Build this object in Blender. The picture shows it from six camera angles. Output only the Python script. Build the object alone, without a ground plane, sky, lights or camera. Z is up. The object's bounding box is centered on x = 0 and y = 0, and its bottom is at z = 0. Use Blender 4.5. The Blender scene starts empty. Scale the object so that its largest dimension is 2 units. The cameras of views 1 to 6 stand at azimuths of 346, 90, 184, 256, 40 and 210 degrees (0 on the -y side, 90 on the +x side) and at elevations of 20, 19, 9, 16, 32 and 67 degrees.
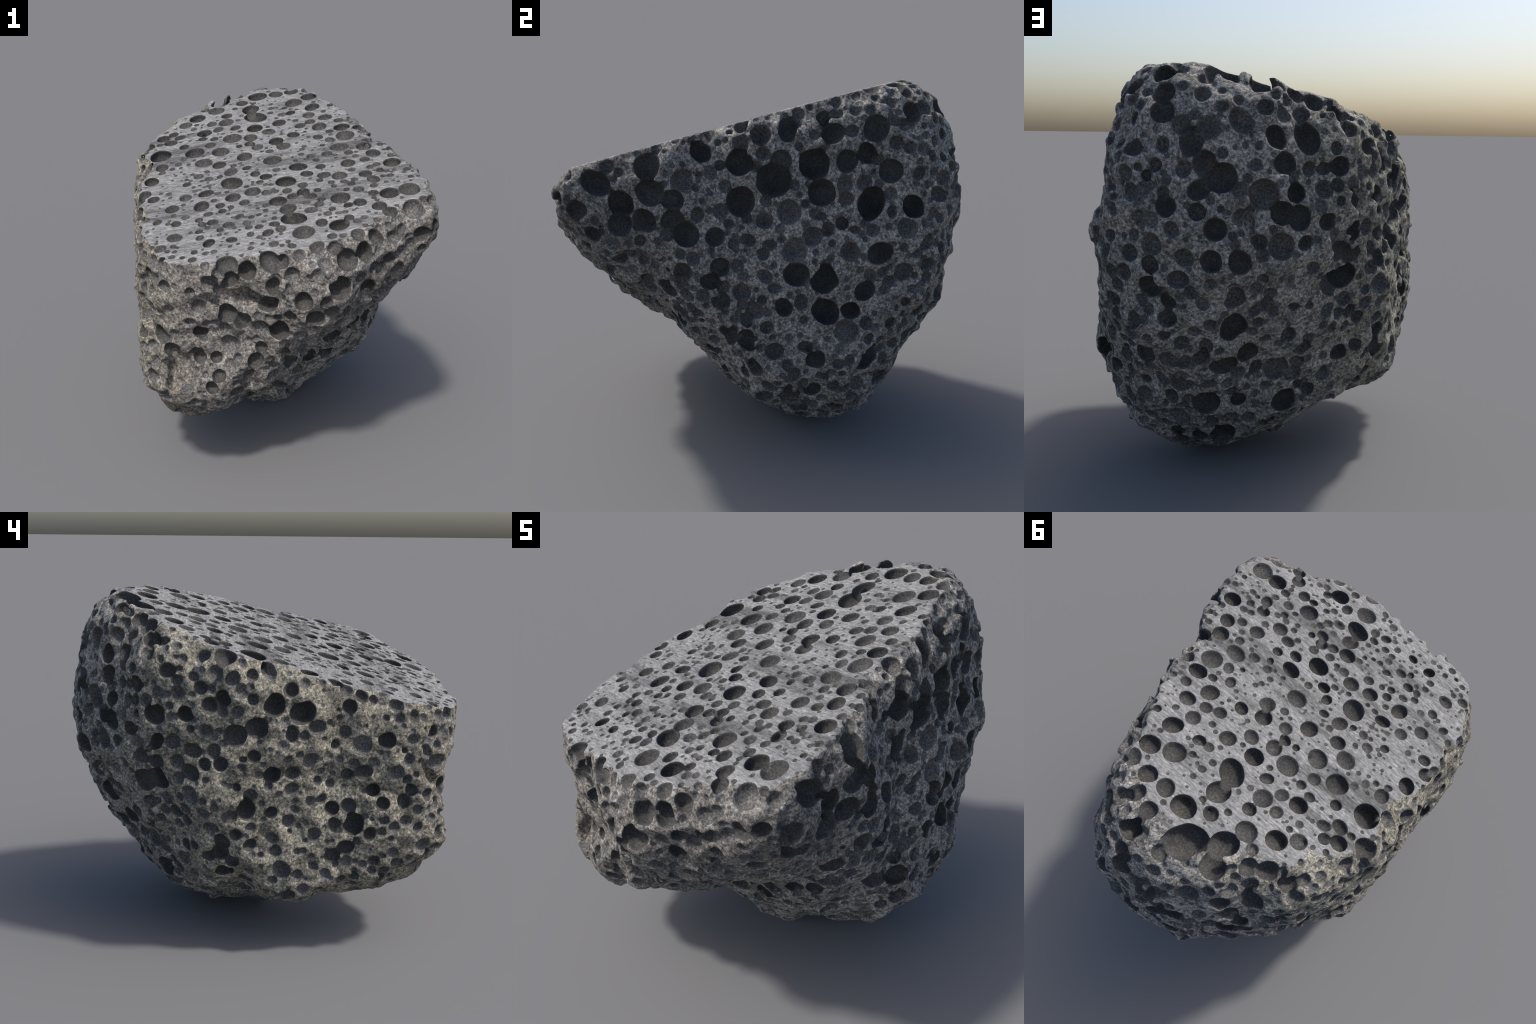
"""A block of vesicular basalt: a rounded lump of lava rock, one end sawn off flat,
its skin riddled with gas bubbles (vesicles) of many sizes.

Built as a solid: a smooth lump (radii over a sphere of directions, B-spline blended),
roughened, cut by the saw plane, then hollowed by one ellipsoid per bubble.  The skin of
that solid is extracted, split along the rims and given out as parts."""
import bpy, numpy as np
from math import pi

rng = np.random.default_rng(20240611)
CELL = 0.0062                                   # fineness of the carved skin, metres
HEART = np.array([0.08, 0.05, 0.85])            # centre of the lump
SAW_NORMAL = np.array([-0.17946, -0.23941, 0.95419])
SAW_NORMAL /= np.linalg.norm(SAW_NORMAL)
SAW_POINT = np.array([0.0054, -0.3643, 1.4226])
SAW_U = np.cross([0.0, 1.0, 0.0], SAW_NORMAL); SAW_U /= np.linalg.norm(SAW_U)
SAW_V = np.cross(SAW_NORMAL, SAW_U)

# ---------------------------------------------------------------- the lump
# control radii (cm) by elevation ring, -90 to +75 degrees; 32 azimuths from +x
RINGS = np.array([
    [84, 84, 83, 82, 81, 80, 78, 77, 76, 76, 75, 76, 76, 77, 78, 80, 81, 83, 84, 86, 87, 88, 88, 88, 87, 87, 86, 86, 86, 86, 85, 85],
    [79, 82, 85, 86, 86, 86, 85, 83, 82, 80, 79, 77, 76, 75, 74, 75, 75, 76, 77, 78, 78, 78, 77, 77, 77, 77, 77, 78, 77, 76, 76, 77],
    [76, 80, 85, 89, 92, 91, 88, 87, 87, 84, 82, 78, 73, 72, 72, 72, 73, 74, 74, 73, 71, 69, 67, 66, 67, 66, 66, 66, 66, 66, 69, 72],
    [79, 79, 82, 89, 92, 90, 86, 82, 78, 78, 78, 74, 72, 73, 73, 74, 77, 78, 77, 77, 74, 69, 63, 60, 59, 58, 59, 61, 62, 63, 66, 73],
    [79, 79, 82, 87, 91, 89, 84, 83, 76, 72, 71, 73, 76, 76, 75, 79, 88, 86, 85, 91, 87, 79, 68, 63, 57, 54, 55, 59, 62, 63, 67, 73],
    [73, 74, 77, 82, 83, 83, 84, 82, 73, 68, 67, 70, 71, 72, 71, 73, 77, 79, 88, 99, 103, 105, 88, 77, 61, 53, 55, 60, 62, 61, 64, 69],
    [66, 68, 70, 77, 80, 86, 90, 84, 75, 71, 70, 70, 70, 70, 68, 66, 67, 71, 82, 102, 112, 102, 98, 89, 72, 60, 60, 61, 63, 63, 62, 63],
    [64, 66, 67, 71, 81, 88, 90, 90, 85, 80, 77, 73, 71, 75, 71, 67, 67, 68, 75, 99, 103, 87, 88, 91, 95, 80, 74, 70, 68, 68, 64, 61],
    [63, 66, 67, 73, 85, 94, 96, 97, 95, 86, 83, 79, 75, 75, 72, 71, 71, 66, 76, 96, 102, 106, 94, 97, 114, 101, 98, 96, 76, 73, 68, 59],
    [64, 67, 69, 73, 82, 99, 104, 102, 96, 87, 86, 87, 79, 75, 74, 78, 80, 76, 88, 103, 111, 120, 108, 106, 113, 110, 118, 126, 97, 85, 77, 63],
    [73, 73, 76, 80, 87, 105, 113, 110, 109, 101, 94, 98, 95, 93, 91, 85, 89, 91, 91, 93, 97, 102, 100, 97, 95, 99, 99, 107, 112, 95, 75, 68],
    [91, 89, 91, 97, 107, 117, 119, 116, 115, 114, 104, 101, 98, 97, 96, 87, 85, 86, 86, 86, 88, 89, 88, 88, 87, 91, 94, 94, 96, 98, 90, 90],
    [92, 96, 99, 102, 105, 99, 96, 96, 93, 93, 92, 90, 88, 86, 86, 86, 85, 82, 80, 78, 76, 75, 77, 79, 78, 77, 80, 84, 86, 86, 86, 89],
    [102, 101, 100, 98, 96, 94, 97, 99, 101, 101, 101, 100, 101, 102, 103, 104, 104, 104, 103, 102, 100, 100, 100, 100, 99, 99, 100, 102, 103, 104, 104, 103],
], float) / 100.0
EL0, EL_STEP = -pi / 2, np.radians(165 / 13)


def bspline(t):
    return np.stack([(1 - t) ** 3, 3 * t ** 3 - 6 * t ** 2 + 4, -3 * t ** 3 + 3 * t ** 2 + 3 * t + 1, t ** 3], -1) / 6


def lump_radius(az, el):
    n_el, n_az = RINGS.shape
    a = (az % (2 * pi)) / (2 * pi) * n_az
    b = np.clip((el - EL0) / EL_STEP, 0, n_el - 1 - 1e-6)
    i, j = np.floor(a).astype(int), np.floor(b).astype(int)
    wa, wb = bspline(a - i), bspline(b - j)
    out = np.zeros_like(a)
    for p in range(4):
        for q in range(4):
            out += wa[..., p] * wb[..., q] * RINGS[np.clip(j + q - 1, 0, n_el - 1), (i + p - 1) % n_az]
    return out


# radius looked up on a fine sphere so the whole grid is quick to fill
TA, TE = 720, 361
_az = (np.arange(TA + 1)) / TA * 2 * pi
_el = np.linspace(-pi / 2, pi / 2, TE)
TABLE = lump_radius(*np.meshgrid(_az, _el, indexing="ij"))


def radius_of(q):
    az = np.arctan2(q[..., 1], q[..., 0]) % (2 * pi)
    el = np.arctan2(q[..., 2], np.hypot(q[..., 0], q[..., 1]))
    a, b = az / (2 * pi) * TA, np.clip((el + pi / 2) / pi * (TE - 1), 0, TE - 1.001)
    i, j = np.minimum(a.astype(int), TA - 1), b.astype(int)
    s, t = a - i, b - j
    return (TABLE[i, j] * (1 - s) * (1 - t) + TABLE[i + 1, j] * s * (1 - t)
            + TABLE[i, j + 1] * (1 - s) * t + TABLE[i + 1, j + 1] * s * t)


LOW = np.array([-0.86, -1.12, -0.06])
DIMS = np.ceil((np.array([1.03, 1.12, 1.83]) - LOW) / CELL).astype(int)
AXES = [(LOW[k] + CELL * np.arange(DIMS[k])).astype(np.float32) for k in range(3)]


def smooth_max(a, b, k):
    h = np.maximum(k - np.abs(a - b), 0) / k
    return np.maximum(a, b) + h * h * k * 0.25


def lattice_noise(size, seed):
    """smooth random field, features about `size` metres across, roughly -1 to 1"""
    step = size / CELL
    mats, dims = [], []
    for n in DIMS:
        x = np.arange(n) / step
        i = np.floor(x).astype(int)
        w = bspline(x - i)
        m = np.zeros((n, i[-1] + 4), np.float32)
        for p in range(4):
            m[np.arange(n), i + p] = w[:, p]
        mats.append(m); dims.append(m.shape[1])
    g = np.random.default_rng(seed).uniform(-1, 1, dims).astype(np.float32) * 1.9
    g = np.tensordot(mats[0], g, (1, 0))
    g = np.matmul(mats[1], g)
    return np.matmul(g, mats[2].T)


def saw_distance(p):
    return (p - SAW_POINT) @ SAW_NORMAL


field = np.empty(DIMS, np.float32)
for i, x in enumerate(AXES[0]):
    Y, Zz = np.meshgrid(AXES[1], AXES[2], indexing="ij")
    q = np.stack([np.full_like(Y, x), Y, Zz], -1) - HEART
    field[i] = np.linalg.norm(q, axis=-1) - radius_of(q)
grad = np.sqrt(sum(np.gradient(field, CELL, axis=k) ** 2 for k in range(3)))
field /= np.clip(grad, 1.0, 3.0)
del grad
smooth_lump = field.copy()
# roughness of the broken skin: lumps, knobs, grain
field -= 0.003
field += 0.018 * lattice_noise(0.13, 11)
field += 0.024 * lattice_noise(0.062, 12)
field += 0.011 * lattice_noise(0.028, 13)
field += 0.0035 * lattice_noise(0.0135, 14)

field = smooth_max(field, (0.002 - AXES[2])[None, None, :] + 0.02 * lattice_noise(0.1, 16) - 0.005, 0.04)   # worn foot it rests on

GX, GY, GZ = AXES[0][:, None, None], AXES[1][None, :, None], AXES[2][None, None, :]
SAW_GRID = ((GX - SAW_POINT[0]) * SAW_NORMAL[0] + (GY - SAW_POINT[1]) * SAW_NORMAL[1] + (GZ - SAW_POINT[2]) * SAW_NORMAL[2]).astype(np.float32)
# the low southern end broke off craggy: sharp-edged lumps and ledges
crag = np.abs(lattice_noise(0.13, 17)) + 0.5 * np.abs(lattice_noise(0.07, 18))
field += np.clip((-0.45 - AXES[1]) / 0.3, 0, 1)[None, :, None] * (0.022 * crag - 0.014) * np.clip(-SAW_GRID / 0.15, 0, 1)
del crag

field = smooth_max(field, SAW_GRID + 0.0004 * lattice_noise(0.02, 15), 0.014)
del SAW_GRID

# ---------------------------------------------------------------- the bubbles
# The bubbles large enough to tell apart.  On the sawn face: u, v (mm on the face), radius (mm).
SAWN_BUBBLES = [
    (332, 1073, 34), (142, 1096, 67), (417, 1029, 34), (7, 1032, 52), (224, 985, 51), (-41, 941, 45),
    (118, 951, 31), (-163, 906, 43), (327, 954, 40), (418, 938, 38), (-246, 859, 36), (-5, 844, 27), (138, 846, 48),
    (-107, 793, 27), (-332, 786, 25), (-29, 766, 42), (-394, 768, 34), (382, 789, 48), (136, 735, 58),
    (-305, 731, 27), (482, 814, 42), (-91, 707, 29), (-172, 708, 36), (-367, 698, 33), (-1, 674, 26),
    (276, 684, 23), (325, 679, 23), (93, 611, 38), (-310, 613, 24), (454, 678, 39), (229, 597, 37), (-49, 566, 48),
    (-176, 555, 29), (-445, 583, 53), (402, 595, 33), (148, 529, 34), (41, 518, 35), (-272, 518, 49),
    (319, 503, 28), (383, 516, 27), (-146, 453, 45), (470, 522, 34), (-467, 453, 33), (254, 424, 29),
    (150, 408, 37), (43, 398, 29), (406, 438, 40), (-256, 383, 44), (-47, 336, 39), (-188, 322, 34), (168, 334, 36),
    (-546, 337, 35), (506, 369, 35), (359, 330, 24), (-154, 222, 35), (69, 223, 44), (403, 267, 26), (488, 271, 48),
    (-600, 230, 29), (416, 172, 43), (-569, 160, 28), (-179, 113, 53), (335, 141, 25), (-7, 86, 25), (165, 92, 36),
    (-319, 85, 30), (-420, 95, 30), (526, 115, 36), (179, 9, 26), (-503, 28, 33), (65, -8, 44), (-109, -16, 38),
    (-210, -18, 34), (-368, -17, 37), (394, 0, 34), (539, 27, 35), (249, -45, 29), (479, -10, 23), (-172, -89, 23),
    (42, -93, 23), (312, -90, 35), (107, -139, 26), (51, -153, 24), (-25, -157, 36), (428, -136, 26),
    (581, -105, 38), (124, -190, 26), (-5, -243, 39), (441, -200, 28), (-544, -216, 33), (243, -278, 43),
    (86, -307, 27), (-7, -333, 50), (-86, -382, 24), (307, -356, 28), (456, -349, 42), (93, -425, 27),
    (548, -365, 48), (-5, -456, 49), (371, -425, 31), (156, -479, 39), (512, 906, 39), (12, -578, 30),
    (395, -484, 26),
]
# On the broken skin, by side: azimuth, elevation (degrees from the heart), radius (mm).
EAST_BUBBLES = [
    (3, 40, 67), (19, 43, 65), (349, 36, 62), (40, 29, 62), (22, -7, 58), (321, 37, 57), (23, 36, 57),
    (22, 5, 57), (11, 18, 56), (310, 29, 56), (44, 46, 55), (29, -14, 55), (316, 26, 54), (322, 30, 54),
    (37, -33, 54), (320, 23, 53), (37, -24, 53), (9, 32, 52), (314, 21, 52), (328, 25, 51), (40, 13, 51),
    (330, 37, 51), (47, 35, 50), (51, 24, 49), (348, 45, 49), (11, 9, 48), (319, 1, 47), (332, 21, 47),
    (33, 42, 47), (351, -19, 46), (48, 18, 46), (341, -20, 46), (57, 45, 45), (36, 0, 44), (7, 46, 44),
    (32, 15, 44), (18, -25, 44), (9, -42, 43), (18, 23, 43), (47, 5, 43), (328, 9, 42), (334, 46, 42),
    (307, 17, 42), (30, 49, 41), (350, 50, 41), (10, 53, 41), (341, 12, 41), (328, 31, 41), (340, 23, 40),
    (306, 22, 40), (40, 42, 40), (9, -31, 40), (31, -7, 39), (2, -22, 39), (349, 1, 39), (337, 6, 39),
    (19, -39, 39), (6, -4, 39),
]
NORTH_BUBBLES = [
    (91, -10, 57), (99, 25, 57), (81, -55, 56), (112, 38, 55), (121, 2, 53), (106, -30, 53), (89, 27, 50),
    (80, -37, 50), (94, 39, 49), (99, 48, 49), (109, 20, 48), (104, 13, 48), (110, -43, 46), (86, 36, 46),
    (93, 9, 46), (67, -43, 46), (87, -23, 46), (95, -21, 44), (104, 21, 43), (82, 33, 42), (73, 12, 42),
    (73, 42, 42), (85, 29, 41), (71, 47, 41), (71, 2, 41), (103, 37, 40), (74, 38, 40), (87, 9, 40), (88, 16, 39),
    (105, 32, 38), (66, -17, 38), (114, -34, 37), (73, -18, 37), (84, 24, 37), (115, -22, 37), (96, -59, 37),
    (106, 42, 36), (124, 44, 35), (128, -34, 35), (79, 36, 35), (77, 20, 35), (108, 26, 35), (79, -60, 34),
    (59, -55, 34), (122, 32, 34), (118, 19, 33), (70, -54, 33), (68, 31, 33), (83, 47, 32), (132, -27, 32),
    (69, -33, 32), (91, -40, 32),
]
WEST_BUBBLES = [
    (18, -89, 58), (183, 28, 51), (128, 3, 50), (158, 22, 48), (166, 24, 48), (201, -11, 47), (173, 31, 47),
    (162, -6, 46), (203, 16, 45), (142, 0, 44), (176, -29, 43), (154, 43, 42), (151, -25, 41), (128, 10, 41),
    (123, 11, 40), (152, -35, 40), (218, -15, 39), (129, 25, 39), (117, 48, 38), (211, 6, 38), (171, 42, 38),
    (152, -20, 37), (172, 8, 36), (188, 24, 35), (204, 7, 35), (209, 16, 35), (142, 8, 35), (135, 18, 35),
    (111, 49, 35), (149, 30, 34), (156, -28, 33), (195, -23, 33), (199, -19, 33), (196, -12, 33), (134, 37, 33),
    (200, -5, 33), (154, 32, 32), (146, -7, 32), (129, 17, 32), (140, 27, 31), (224, 19, 31), (153, 12, 30),
    (195, -6, 30), (172, -8, 29), (208, -3, 29), (178, 35, 29), (146, -27, 29), (163, -21, 29), (219, -1, 29),
    (205, -13, 29), (199, 28, 29), (158, -16, 28), (198, 21, 28), (203, 30, 27), (139, -23, 27), (165, 15, 27),
    (211, -18, 27), (206, 1, 27),
]
SOUTH_BUBBLES = [
    (297, 28, 46), (244, -3, 46), (264, -16, 45), (273, 14, 45), (245, 20, 45), (275, 20, 45), (298, 15, 44),
    (296, -28, 44), (255, 10, 43), (258, 2, 42), (256, 21, 42), (248, 5, 40), (244, 7, 40), (280, 21, 39),
    (264, 11, 39), (253, 3, 39), (251, -8, 38), (226, 0, 38), (267, 6, 38), (300, -43, 37), (287, -45, 37),
    (246, 16, 36), (250, 19, 36), (326, -35, 35), (282, 12, 35), (229, -4, 34), (307, -20, 34), (279, 25, 33),
    (315, -18, 33), (284, 24, 33), (257, 15, 33), (245, -18, 32), (297, 22, 32), (237, 9, 31), (289, 23, 31),
    (249, 12, 31), (236, 1, 30), (301, 23, 30), (291, 19, 30), (269, 20, 30), (233, -14, 29), (232, -9, 29),
    (279, 15, 28), (264, 0, 28), (288, 18, 28), (271, 8, 27), (269, 11, 27), (294, 20, 27), (241, -12, 27),
    (303, 28, 26), (239, -15, 26), (236, -7, 25), (240, -7, 25), (235, -5, 25), (253, -4, 25), (283, 17, 24),
    (261, 7, 24), (240, 12, 24), (243, 14, 24), (259, 21, 24),
]


def on_skin(direction):
    d = np.asarray(direction, float) / np.linalg.norm(direction)
    r = float(radius_of(d[None])[0])
    cut = (SAW_POINT - HEART) @ SAW_NORMAL / max(d @ SAW_NORMAL, 1e-6)
    return HEART + d * (min(r, cut) if cut > 0 else r)


def sample(vol, p):
    """trilinear value of a grid at points"""
    g = (np.atleast_2d(p) - LOW) / CELL
    i = np.clip(np.floor(g).astype(int), 0, DIMS - 2)
    t = np.clip(g - i, 0, 1)
    out = 0
    for dx in (0, 1):
        for dy in (0, 1):
            for dz in (0, 1):
                w = (t[:, 0] if dx else 1 - t[:, 0]) * (t[:, 1] if dy else 1 - t[:, 1]) * (t[:, 2] if dz else 1 - t[:, 2])
                out = out + w * vol[i[:, 0] + dx, i[:, 1] + dy, i[:, 2] + dz]
    return out


def slope(vol, p):
    e = 0.02
    g = np.array([(sample(vol, p + e * ax) - sample(vol, p - e * ax))[0] for ax in np.eye(3)])
    return g / (np.linalg.norm(g) + 1e-9)


skin = field.copy()                             # the uncut skin, for seating the bubbles


def seat(p, n_iter=3):
    """move a point onto the uncut skin"""
    n = slope(skin, p)
    for _ in range(n_iter):
        p = p - n * float(sample(skin, p)[0])
    return p, n


bubbles = []                                    # rim point, normal, rim radius, sawn?, named?


def add(p, n, r, sawn, named):
    bubbles.append((np.asarray(p), np.asarray(n), r, sawn, named))


for u, v, r in SAWN_BUBBLES:
    add(SAW_POINT + SAW_U * u / 1000 + SAW_V * v / 1000, SAW_NORMAL, r / 1000, True, True)
for side in (EAST_BUBBLES, NORTH_BUBBLES, WEST_BUBBLES, SOUTH_BUBBLES):
    for az, el, r in side:
        a, e = np.radians(az), np.radians(el)
        p, n = seat(on_skin([np.cos(e) * np.cos(a), np.cos(e) * np.sin(a), np.sin(e)]))
        add(p, n, r / 1000, saw_distance(p) > -0.004, True)

# crevices under ledges of the broken ends: azimuth, elevation, half length, half width (mm), tilt (degrees)
CREVICES = [
    (245, 11, 303, 44, 4), (230, -9, 125, 60, -91), (234, -14, 160, 16, -92), (94, 2, 95, 22, 13), (121, 14, 114, 16, 32),
    (37, -33, 87, 26, -9), (33, 9, 77, 14, -9), (131, 27, 69, 16, -85), (220, 5, 87, 24, -55), (285, 10, 117, 20, 6),
    (291, 3, 135, 34, 11), (96, 18, 76, 18, -87),
]

# the countless smaller ones: scattered over the skin, keeping apart from what is there
near = np.argwhere(np.abs(field) < CELL * 0.5)
rng.shuffle(near)
spots = LOW + CELL * near
occupied = [(b[0], b[2]) for b in bubbles]
cells = {}


def key(p):
    return tuple(np.floor(p / 0.07).astype(int))


for b in bubbles:
    cells.setdefault(key(b[0]), []).append((b[0], b[2]))


def free(p, r, gap):
    kx, ky, kz = key(p)
    for a in (-1, 0, 1):
        for b in (-1, 0, 1):
            for c in (-1, 0, 1):
                for q, s in cells.get((kx + a, ky + b, kz + c), ()):
                    if np.sum((p - q) ** 2) < (gap * (r + s)) ** 2:
                        return False
    return True


def scatter(count, tries, r_low, r_high, gap, power=1.6, only=None):
    done = 0
    for p in spots[rng.integers(0, len(spots), tries)]:
        if done >= count:
            break
        sawn = saw_distance(p) > -0.006
        if only is not None and only != sawn:
            continue
        if p[0] < -0.4 and rng.random() < 0.4:      # the west flank is the least blistered
            continue
        r = r_low + (r_high - r_low) * rng.random() ** power
        if free(p, r, gap):
            n = SAW_NORMAL if sawn else slope(skin, p)
            add(p, n, r, sawn, False)
            cells.setdefault(key(p), []).append((p, r))
            done += 1
    print('scattered', done, 'of', count, 'radius', r_low)


scatter(70, 8000, 0.030, 0.046, 1.05, only=False)
scatter(600, 40000, 0.018, 0.032, 1.02, power=1.0, only=False)
scatter(1100, 30000, 0.008, 0.018, 1.0, only=False)
scatter(105, 14000, 0.014, 0.026, 1.15, only=True)
scatter(320, 16000, 0.006, 0.013, 1.25, power=1.8, only=True)

owner = np.full(DIMS, -1, np.int16)             # which bubble hollowed a place
inside = np.full(DIMS, -1.0, np.float32)        # >0 where the bubble, not the skin, is the surface
wobble = lattice_noise(0.03, 21)


def hollow(k, centre, axes, radii, rim, rough=0.07):
    big = max(radii) * 1.25 + 0.02
    lo = np.maximum(((centre - big - LOW) / CELL).astype(int), 0)
    hi = np.minimum(((centre + big - LOW) / CELL).astype(int) + 2, DIMS)
    if np.any(hi <= lo):
        return
    win = tuple(slice(a, b) for a, b in zip(lo, hi))
    P = np.stack(np.meshgrid(*[AXES[m][lo[m]:hi[m]] for m in range(3)], indexing="ij"), -1) - centre
    L = P @ np.stack(axes, 1)
    s = L / np.array(radii)
    l1 = np.linalg.norm(s, axis=-1)
    l2 = np.linalg.norm(s / np.array(radii), axis=-1)
    d = l1 * (l1 - 1) / np.maximum(l2, 1e-6)     # near-exact ellipsoid distance
    d = d + wobble[win] * min(radii) * rough
    before = field[win]
    m = (-d - before).astype(np.float32)
    take = m > inside[win]
    owner[win][take & (m > -0.5 * CELL)] = k
    inside[win] = np.maximum(inside[win], m)
    field[win] = smooth_max(before, -d, rim).astype(np.float32)


for az, el, long, wide, tilt in CREVICES:
    a, e, t = np.radians(az), np.radians(el), np.radians(tilt)
    p, n = seat(on_skin([np.cos(e) * np.cos(a), np.cos(e) * np.sin(a), np.sin(e)]))
    east = np.cross([0, 0, 1.0], n); east /= np.linalg.norm(east)
    along = np.cos(t) * east + np.sin(t) * np.cross(n, east)
    hollow(-1, p, (along, np.cross(n, along), n), (long / 1000, wide / 1000, min(wide * 2, 62) / 1000), 0.02, 0.45)
inside[:] = -1.0

deep = []
for k, (p, n, r, sawn, named) in enumerate(bubbles):
    t1 = np.cross(n, rng.normal(size=3)); t1 /= np.linalg.norm(t1)
    t2 = np.cross(n, t1)
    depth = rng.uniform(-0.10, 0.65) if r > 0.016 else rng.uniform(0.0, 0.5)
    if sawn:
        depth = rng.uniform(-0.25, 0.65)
    long = 1 + 0.35 * rng.random() ** 2
    across = np.sqrt(1 + depth * depth)
    radii = [r * long ** 0.5 * across, r / long ** 0.5 * across, r * across * rng.uniform(0.95, 1.15)]
    centre = p - n * r * depth
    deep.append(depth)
    rim = 0.0045 if sawn else min(0.011, 0.4 * r)
    hollow(k, centre, (t1, t2, n), radii, rim)
    if r > 0.024 and rng.random() < 0.30:        # a smaller bubble opening in the wall of a big one
        way = -n * rng.uniform(0.5, 1) + t1 * rng.uniform(-0.8, 0.8) + t2 * rng.uniform(-0.8, 0.8)
        way /= np.linalg.norm(way)
        s = r * rng.uniform(0.2, 0.4)
        hollow(k, centre + way * (r * across - 0.1 * s), (t1, t2, n), [s * 1.2, s, s], 0.004)

# wear: soften the sharpest rims and lose slivers thinner than a cell or two
field = np.clip(field, -3 * CELL, 3 * CELL)
for ax in range(3):
    side = [np.take(field, np.clip(np.arange(DIMS[ax]) + s, 0, DIMS[ax] - 1), ax) for s in (-1, 1)]
    field = 0.56 * field + 0.22 * (side[0] + side[1])

# ---------------------------------------------------------------- the skin of the solid
def skin_of(f):
    """surface nets: one point per crossed cell, one quad per crossed grid edge"""
    pos = f > 0
    c = np.zeros(DIMS - 1, np.uint8)
    for dx in (0, 1):
        for dy in (0, 1):
            for dz in (0, 1):
                c += pos[dx:DIMS[0] - 1 + dx, dy:DIMS[1] - 1 + dy, dz:DIMS[2] - 1 + dz]
    cell = np.argwhere((c > 0) & (c < 8))
    index = np.full(DIMS - 1, -1, np.int32)
    index[tuple(cell.T)] = np.arange(len(cell))
    total, n = np.zeros((len(cell), 3)), np.zeros(len(cell))
    for ax in range(3):
        o1, o2 = [k for k in range(3) if k != ax]
        for a in (0, 1):
            for b in (0, 1):
                off = np.zeros(3, int); off[o1], off[o2] = a, b
                i0 = cell + off
                i1 = i0.copy(); i1[:, ax] += 1
                f0, f1 = f[tuple(i0.T)], f[tuple(i1.T)]
                hit = (f0 > 0) != (f1 > 0)
                t = np.where(hit, f0 / np.where(hit, f0 - f1, 1), 0)
                pt = off + np.zeros((len(cell), 3)); pt[:, ax] = t
                total[hit] += pt[hit]; n[hit] += 1
    verts = LOW + CELL * (cell + total / n[:, None])
    quads = []
    for ax in range(3):
        o1, o2 = (ax + 1) % 3, (ax + 2) % 3
        sl0 = [slice(1, -1)] * 3; sl1 = [slice(1, -1)] * 3
        sl0[ax] = slice(0, -1); sl1[ax] = slice(1, None)
        A, B = pos[tuple(sl0)], pos[tuple(sl1)]
        e = np.argwhere(A != B)
        flip = A[tuple(e.T)]
        base = e + 1; base[:, ax] -= 1
        q = []
        for a, b in ((-1, -1), (0, -1), (0, 0), (-1, 0)):
            j = base.copy(); j[:, o1] += a; j[:, o2] += b
            q.append(index[tuple(j.T)])
        q = np.stack(q, 1)
        q[flip] = q[flip][:, ::-1]
        quads.append(q)
    return verts, np.concatenate(quads)


verts, quads = skin_of(field)
for _ in range(2):                               # settle onto the true surface
    e = CELL * 0.5
    g = np.stack([sample(field, verts + e * ax) - sample(field, verts - e * ax) for ax in np.eye(3)], 1) / (2 * e)
    verts = verts - g * (np.clip(sample(field, verts), -e, e) / np.maximum((g ** 2).sum(1), 0.3))[:, None] * 0.8

# keep the one big connected piece (drop crumbs cut loose between bubbles)
parent = np.arange(len(verts))
edges = np.concatenate([quads[:, [0, 1]], quads[:, [1, 2]], quads[:, [2, 3]]])
while True:
    low = np.minimum(parent[edges[:, 0]], parent[edges[:, 1]])
    old = parent.copy()
    np.minimum.at(parent, edges[:, 0], low)
    np.minimum.at(parent, edges[:, 1], low)
    parent = parent[parent]
    if np.array_equal(old, parent):
        break
main = np.bincount(parent).argmax()
quads = quads[parent[quads[:, 0]] == main]

d0 = np.linalg.norm(verts[quads[:, 0]] - verts[quads[:, 2]], axis=1)
d1 = np.linalg.norm(verts[quads[:, 1]] - verts[quads[:, 3]], axis=1)
pick = (d0 <= d1)[:, None]
tris = np.concatenate([np.where(pick, quads[:, [0, 1, 2]], quads[:, [0, 1, 3]]), np.where(pick, quads[:, [0, 2, 3]], quads[:, [1, 2, 3]])])


def split_along(verts, tris, value):
    """cut triangles where `value` changes sign, so a border runs clean"""
    s = value > 0
    mixed = s[tris].any(1) & ~s[tris].all(1)
    keep, cut = tris[~mixed], tris[mixed]
    odd_is_pos = s[cut].sum(1) == 1
    odd = np.where(odd_is_pos[:, None], s[cut], ~s[cut]).argmax(1)
    r = np.arange(len(cut))
    a, b, c = cut[r, odd], cut[r, (odd + 1) % 3], cut[r, (odd + 2) % 3]
    pairs = np.sort(np.concatenate([np.stack([a, b], 1), np.stack([a, c], 1)]), 1)
    uniq, inv = np.unique(pairs, axis=0, return_inverse=True)
    inv = inv.reshape(-1)
    v0, v1 = value[uniq[:, 0]], value[uniq[:, 1]]
    t = np.clip(v0 / (v0 - v1), 0.02, 0.98)[:, None]
    new = verts[uniq[:, 0]] * (1 - t) + verts[uniq[:, 1]] * t
    ab, ac = len(verts) + inv[: len(cut)], len(verts) + inv[len(cut):]
    out = np.concatenate([keep, np.stack([a, ab, ac], 1), np.stack([ab, b, c], 1), np.stack([ab, c, ac], 1)])
    tag = np.concatenate([s[keep[:, 0]], odd_is_pos, ~odd_is_pos, ~odd_is_pos])
    return np.concatenate([verts, new]), out, tag


value = sample(inside, verts)
verts, tris, in_bubble = split_along(verts, tris, value)
chip = lattice_noise(0.05, 31)
value = saw_distance(verts) + 0.0055 + 0.0035 * sample(chip, verts)
n_before = len(tris)
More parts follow.
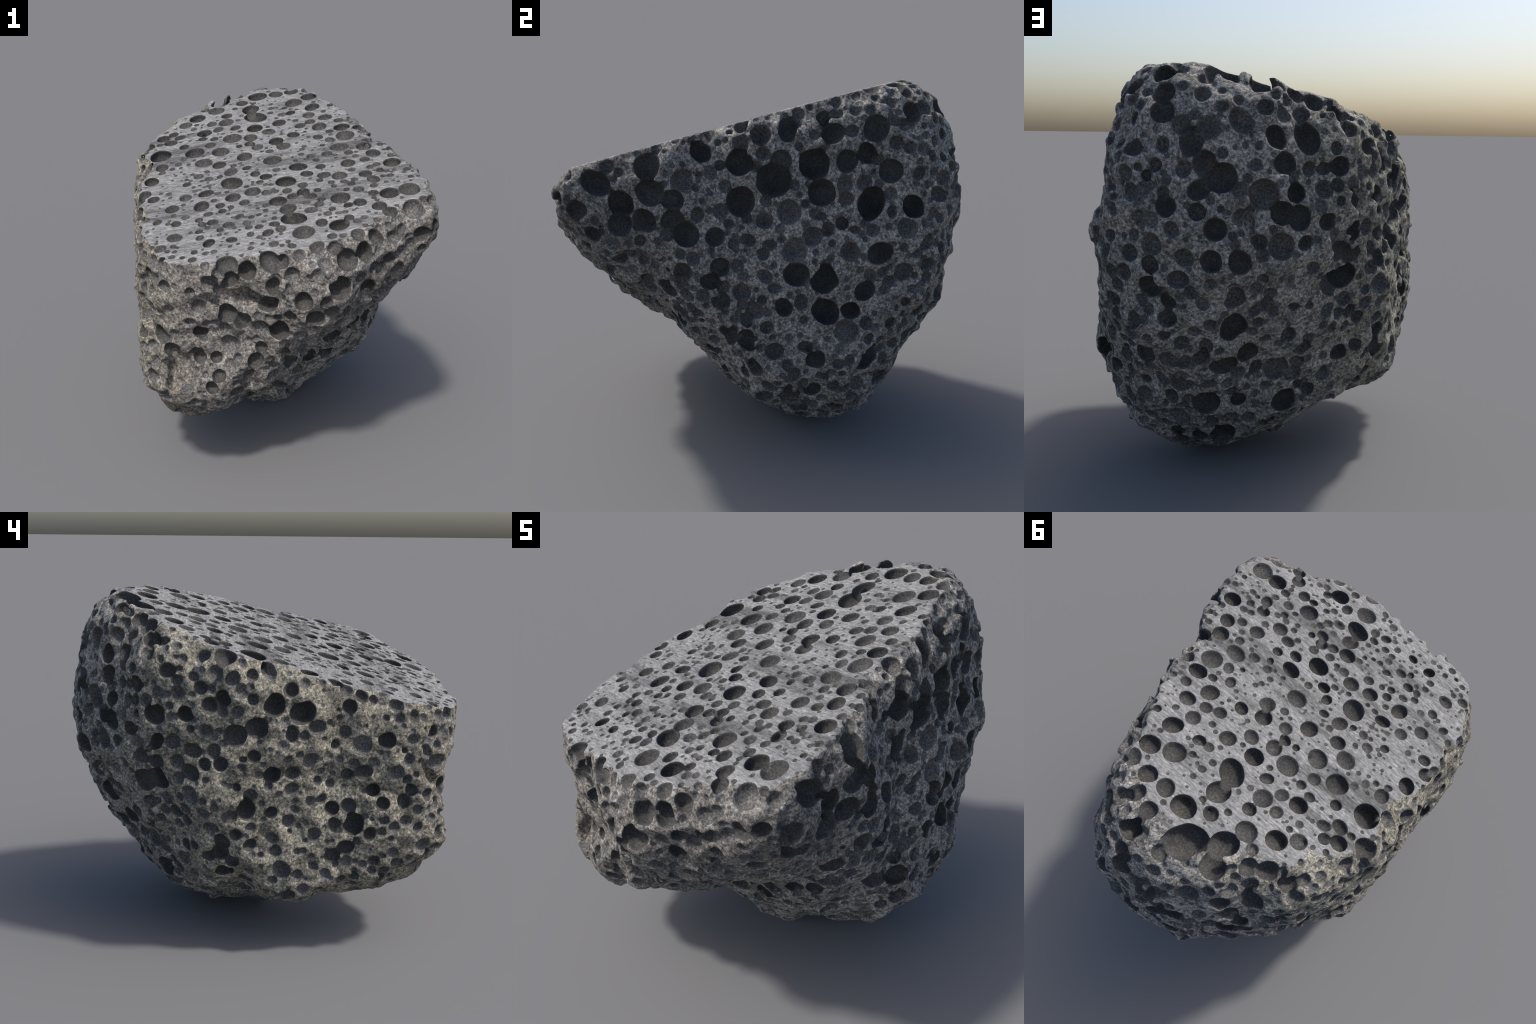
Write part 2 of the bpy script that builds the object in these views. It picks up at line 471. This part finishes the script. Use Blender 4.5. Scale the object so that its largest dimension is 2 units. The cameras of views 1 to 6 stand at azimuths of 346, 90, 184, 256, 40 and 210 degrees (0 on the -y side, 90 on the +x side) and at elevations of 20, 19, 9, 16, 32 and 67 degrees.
# carry the bubble tag through the second cut by cutting each kind on its own vertices
centre_of = lambda v, t: v[t].mean(1)
skin_tris, bub_tris = tris[~in_bubble], tris[in_bubble]
verts, skin_tris, is_sawn = split_along(verts, skin_tris, value)
# bubbles sharing a cut rim edge get the same new point: find rim edges that were cut
edge_of = {}
tri_all = np.concatenate([skin_tris, bub_tris])
own = sample_owner = owner[tuple(np.clip(np.round((centre_of(verts, bub_tris) - LOW) / CELL).astype(int), 0, DIMS - 1).T)]

fn = np.cross(verts[tri_all[:, 1]] - verts[tri_all[:, 0]], verts[tri_all[:, 2]] - verts[tri_all[:, 0]])
vn = np.zeros_like(verts)
for k in range(3):
    for ax in range(3):
        vn[:, ax] += np.bincount(tri_all[:, k], fn[:, ax], len(verts))
vn /= np.linalg.norm(vn, axis=1, keepdims=True) + 1e-12

verts[:, 2] += max(0.0, 0.001 - verts[np.unique(tri_all)][:, 2].min())   # never below the ground

# ---------------------------------------------------------------- materials
def nodes_of(name):
    m = bpy.data.materials.new(name); m.use_nodes = True
    nt = m.node_tree; nt.nodes.clear()
    return m, nt


class Graph:
    """small helper for wiring shader nodes"""
    def __init__(self, name):
        self.m, self.t = nodes_of(name)
        self.obj = self.n("ShaderNodeTexCoord").outputs["Object"]

    def n(self, kind, **props):
        x = self.t.nodes.new(kind)
        for k, v in props.items():
            setattr(x, k, v)
        return x

    def put(self, socket, value):
        if isinstance(value, bpy.types.NodeSocket):
            self.t.links.new(value, socket)
        else:
            socket.default_value = value

    def noise(self, scale, detail=4.0, rough=0.6, vec=None, distortion=0.0):
        x = self.n("ShaderNodeTexNoise")
        self.put(x.inputs["Vector"], vec or self.obj)
        x.inputs["Scale"].default_value = scale
        x.inputs["Detail"].default_value = detail
        x.inputs["Roughness"].default_value = rough
        x.inputs["Distortion"].default_value = distortion
        return x.outputs["Fac"]

    def ramp(self, fac, stops):
        x = self.n("ShaderNodeValToRGB")
        els = x.color_ramp.elements
        while len(els) < len(stops):
            els.new(0.5)
        for e, (pos, col) in zip(els, stops):
            e.position = pos
            e.color = (*col, 1) if isinstance(col, tuple) else (col, col, col, 1)
        self.put(x.inputs["Fac"], fac)
        return x.outputs["Color"]

    def mix(self, fac, a, b, blend="MIX"):
        x = self.n("ShaderNodeMix", data_type="RGBA", blend_type=blend)
        self.put(x.inputs["Factor"], fac)
        for s, val in ((x.inputs[6], a), (x.inputs[7], b)):
            self.put(s, (*val, 1) if isinstance(val, tuple) else val)
        return x.outputs[2]

    def math(self, op, a, b=0.0):
        x = self.n("ShaderNodeMath", operation=op)
        self.put(x.inputs[0], a); self.put(x.inputs[1], b)
        return x.outputs[0]

    def bump(self, height, strength, distance, normal=None):
        x = self.n("ShaderNodeBump")
        x.inputs["Strength"].default_value = strength
        x.inputs["Distance"].default_value = distance
        self.put(x.inputs["Height"], height)
        if normal is not None:
            self.put(x.inputs["Normal"], normal)
        return x.outputs["Normal"]

    def done(self, color, rough, normal=None, spec=0.25):
        b = self.n("ShaderNodeBsdfPrincipled"); o = self.n("ShaderNodeOutputMaterial")
        self.put(b.inputs["Base Color"], color)
        self.put(b.inputs["Roughness"], rough)
        b.inputs["Specular IOR Level"].default_value = spec
        if normal is not None:
            self.put(b.inputs["Normal"], normal)
        self.t.links.new(b.outputs[0], o.inputs[0])
        return self.m


def crust_material():
    g = Graph("weathered_basalt")
    grain = g.noise(78, 4.0, 0.68, distortion=0.6)
    salt = g.ramp(grain, [(0.35, 0.06), (0.46, 0.165), (0.56, 0.30), (0.69, 0.54)])
    blot = g.ramp(g.noise(9, 5.0, 0.65), [(0.32, 0.55), (0.5, 0.92), (0.68, 1.25)])
    col = g.mix(1.0, salt, blot, "MULTIPLY")
    # warm earthy stain and pale lichen-yellow dust, in patches
    x = g.n("ShaderNodeSeparateXYZ"); g.put(x.inputs[0], g.obj)
    west = g.math("MULTIPLY_ADD", x.outputs[0], -1.6)
    west.node.inputs[2].default_value = -0.15
    lichen = g.math("ADD", west, g.math("MULTIPLY", g.noise(5, 4.0, 0.6), 0.9))
    front = g.math("MAXIMUM", g.math("MULTIPLY", g.math("ADD", x.outputs[1], 0.45), -2.0), 0.0)
    lichen = g.math("SUBTRACT", lichen, front)
    lichen = g.ramp(lichen, [(0.45, 0.0), (1.15, 1.0)])
    south = g.math("MULTIPLY_ADD", x.outputs[1], -1.2)
    south.node.inputs[2].default_value = -0.35
    earth = g.ramp(g.math("ADD", south, g.math("MULTIPLY", g.noise(6, 4.0, 0.6), 0.9)), [(0.45, 0.0), (0.9, 1.0)])
    col = g.mix(1.0, col, g.mix(earth, (1.06, 1.0, 0.91), (0.80, 0.745, 0.68)), "MULTIPLY")
    col = g.mix(1.0, col, g.mix(lichen, (1.0, 1.0, 1.0), (0.98, 0.97, 0.86)), "MULTIPLY")
    h = g.math("ADD", grain, g.math("MULTIPLY", g.noise(240, 2.0, 0.6), 0.4))
    return g.done(col, 0.92, g.bump(h, 0.55, 0.006))


def sawn_material():
    g = Graph("sawn_basalt")
    mp = g.n("ShaderNodeMapping")
    g.put(mp.inputs["Vector"], g.obj)
    mp.inputs["Rotation"].default_value = (0.0, 0.0, SCRATCH)
    st = g.n("ShaderNodeVectorMath", operation="MULTIPLY")
    g.put(st.inputs[0], mp.outputs[0]); st.inputs[1].default_value = (0.07, 1.0, 1.0)
    vec = st.outputs[0]
    scratch = g.noise(120, 3.0, 0.65, vec)
    bands = g.noise(9, 5.0, 0.65, vec)
    st2 = g.n("ShaderNodeVectorMath", operation="MULTIPLY")
    g.put(st2.inputs[0], mp.outputs[0]); st2.inputs[1].default_value = (0.45, 1.0, 1.0)
    grain = g.noise(110, 4.0, 0.7, st2.outputs[0], distortion=0.4)
    salt = g.ramp(grain, [(0.32, 0.11), (0.44, 0.185), (0.56, 0.245), (0.72, 0.36)])
    lines = g.ramp(scratch, [(0.34, 0.68), (0.62, 1.14)])
    band = g.ramp(bands, [(0.38, 0.48), (0.48, 0.92), (0.7, 1.18)])
    col = g.mix(1.0, g.mix(1.0, salt, lines, "MULTIPLY"), band, "MULTIPLY")
    col = g.mix(1.0, col, (1.0, 0.995, 0.985), "MULTIPLY")
    h = g.math("ADD", grain, g.math("MULTIPLY", scratch, 0.8))
    return g.done(col, 0.8, g.bump(h, 0.35, 0.003), 0.3)


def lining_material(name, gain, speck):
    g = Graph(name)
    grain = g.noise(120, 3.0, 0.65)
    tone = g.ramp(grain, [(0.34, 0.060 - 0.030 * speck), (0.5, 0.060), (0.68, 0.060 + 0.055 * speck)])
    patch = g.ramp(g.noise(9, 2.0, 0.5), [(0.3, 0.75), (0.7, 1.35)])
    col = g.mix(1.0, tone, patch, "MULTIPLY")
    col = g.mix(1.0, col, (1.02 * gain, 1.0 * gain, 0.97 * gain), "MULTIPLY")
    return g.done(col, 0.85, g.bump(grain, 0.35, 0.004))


SCRATCH = -2.954                        # direction of the saw marks, seen from above
CRUST, SAWN = crust_material(), sawn_material()
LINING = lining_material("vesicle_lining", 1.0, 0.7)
PALE_LINING = lining_material("pale_vesicle_lining", 1.55, 1.0)


# ---------------------------------------------------------------- parts
stone = bpy.data.objects.new("vesicular_stone", None)
stone["label"] = "dark vesicular basalt block with one flat sawn face"
stone["category"] = "rock"
bpy.context.scene.collection.objects.link(stone)


def part(name, faces, material, stuff=False):
    if len(faces) == 0:
        return None
    used, local = np.unique(faces, return_inverse=True)
    me = bpy.data.meshes.new(name)
    v = verts[used]
    me.vertices.add(len(v)); me.vertices.foreach_set("co", v.astype(np.float32).ravel())
    me.loops.add(faces.size); me.loops.foreach_set("vertex_index", local.ravel().astype(np.int32))
    me.polygons.add(len(faces))
    me.polygons.foreach_set("loop_start", np.arange(0, faces.size, 3, dtype=np.int32))
    me.polygons.foreach_set("use_smooth", np.ones(len(faces), bool))
    me.update(calc_edges=True)
    me.normals_split_custom_set_from_vertices(vn[used].tolist())
    me.materials.append(material)
    ob = bpy.data.objects.new(name, me)
    ob.parent = stone
    if stuff:
        ob["kind"] = "stuff"
    bpy.context.scene.collection.objects.link(ob)
    return ob


part("sawn_face", skin_tris[is_sawn], SAWN)
part("weathered_crust", skin_tris[~is_sawn], CRUST)
named = np.array([b[4] for b in bubbles] + [False])
order = np.argsort(own, kind="stable")
bub_tris, own = bub_tris[order], own[order]
for k in range(len(bubbles)):
    if named[k]:
        a, b = np.searchsorted(own, [k, k + 1])
        if b - a > 12:
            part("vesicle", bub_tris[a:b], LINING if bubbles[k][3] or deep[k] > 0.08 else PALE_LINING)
        else:
            named[k] = False
on_saw = np.array([b[3] for b in bubbles] + [False])
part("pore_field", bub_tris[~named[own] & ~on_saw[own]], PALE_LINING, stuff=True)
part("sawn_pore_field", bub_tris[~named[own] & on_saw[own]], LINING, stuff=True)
print("triangles", len(tri_all), "bubbles", len(bubbles))
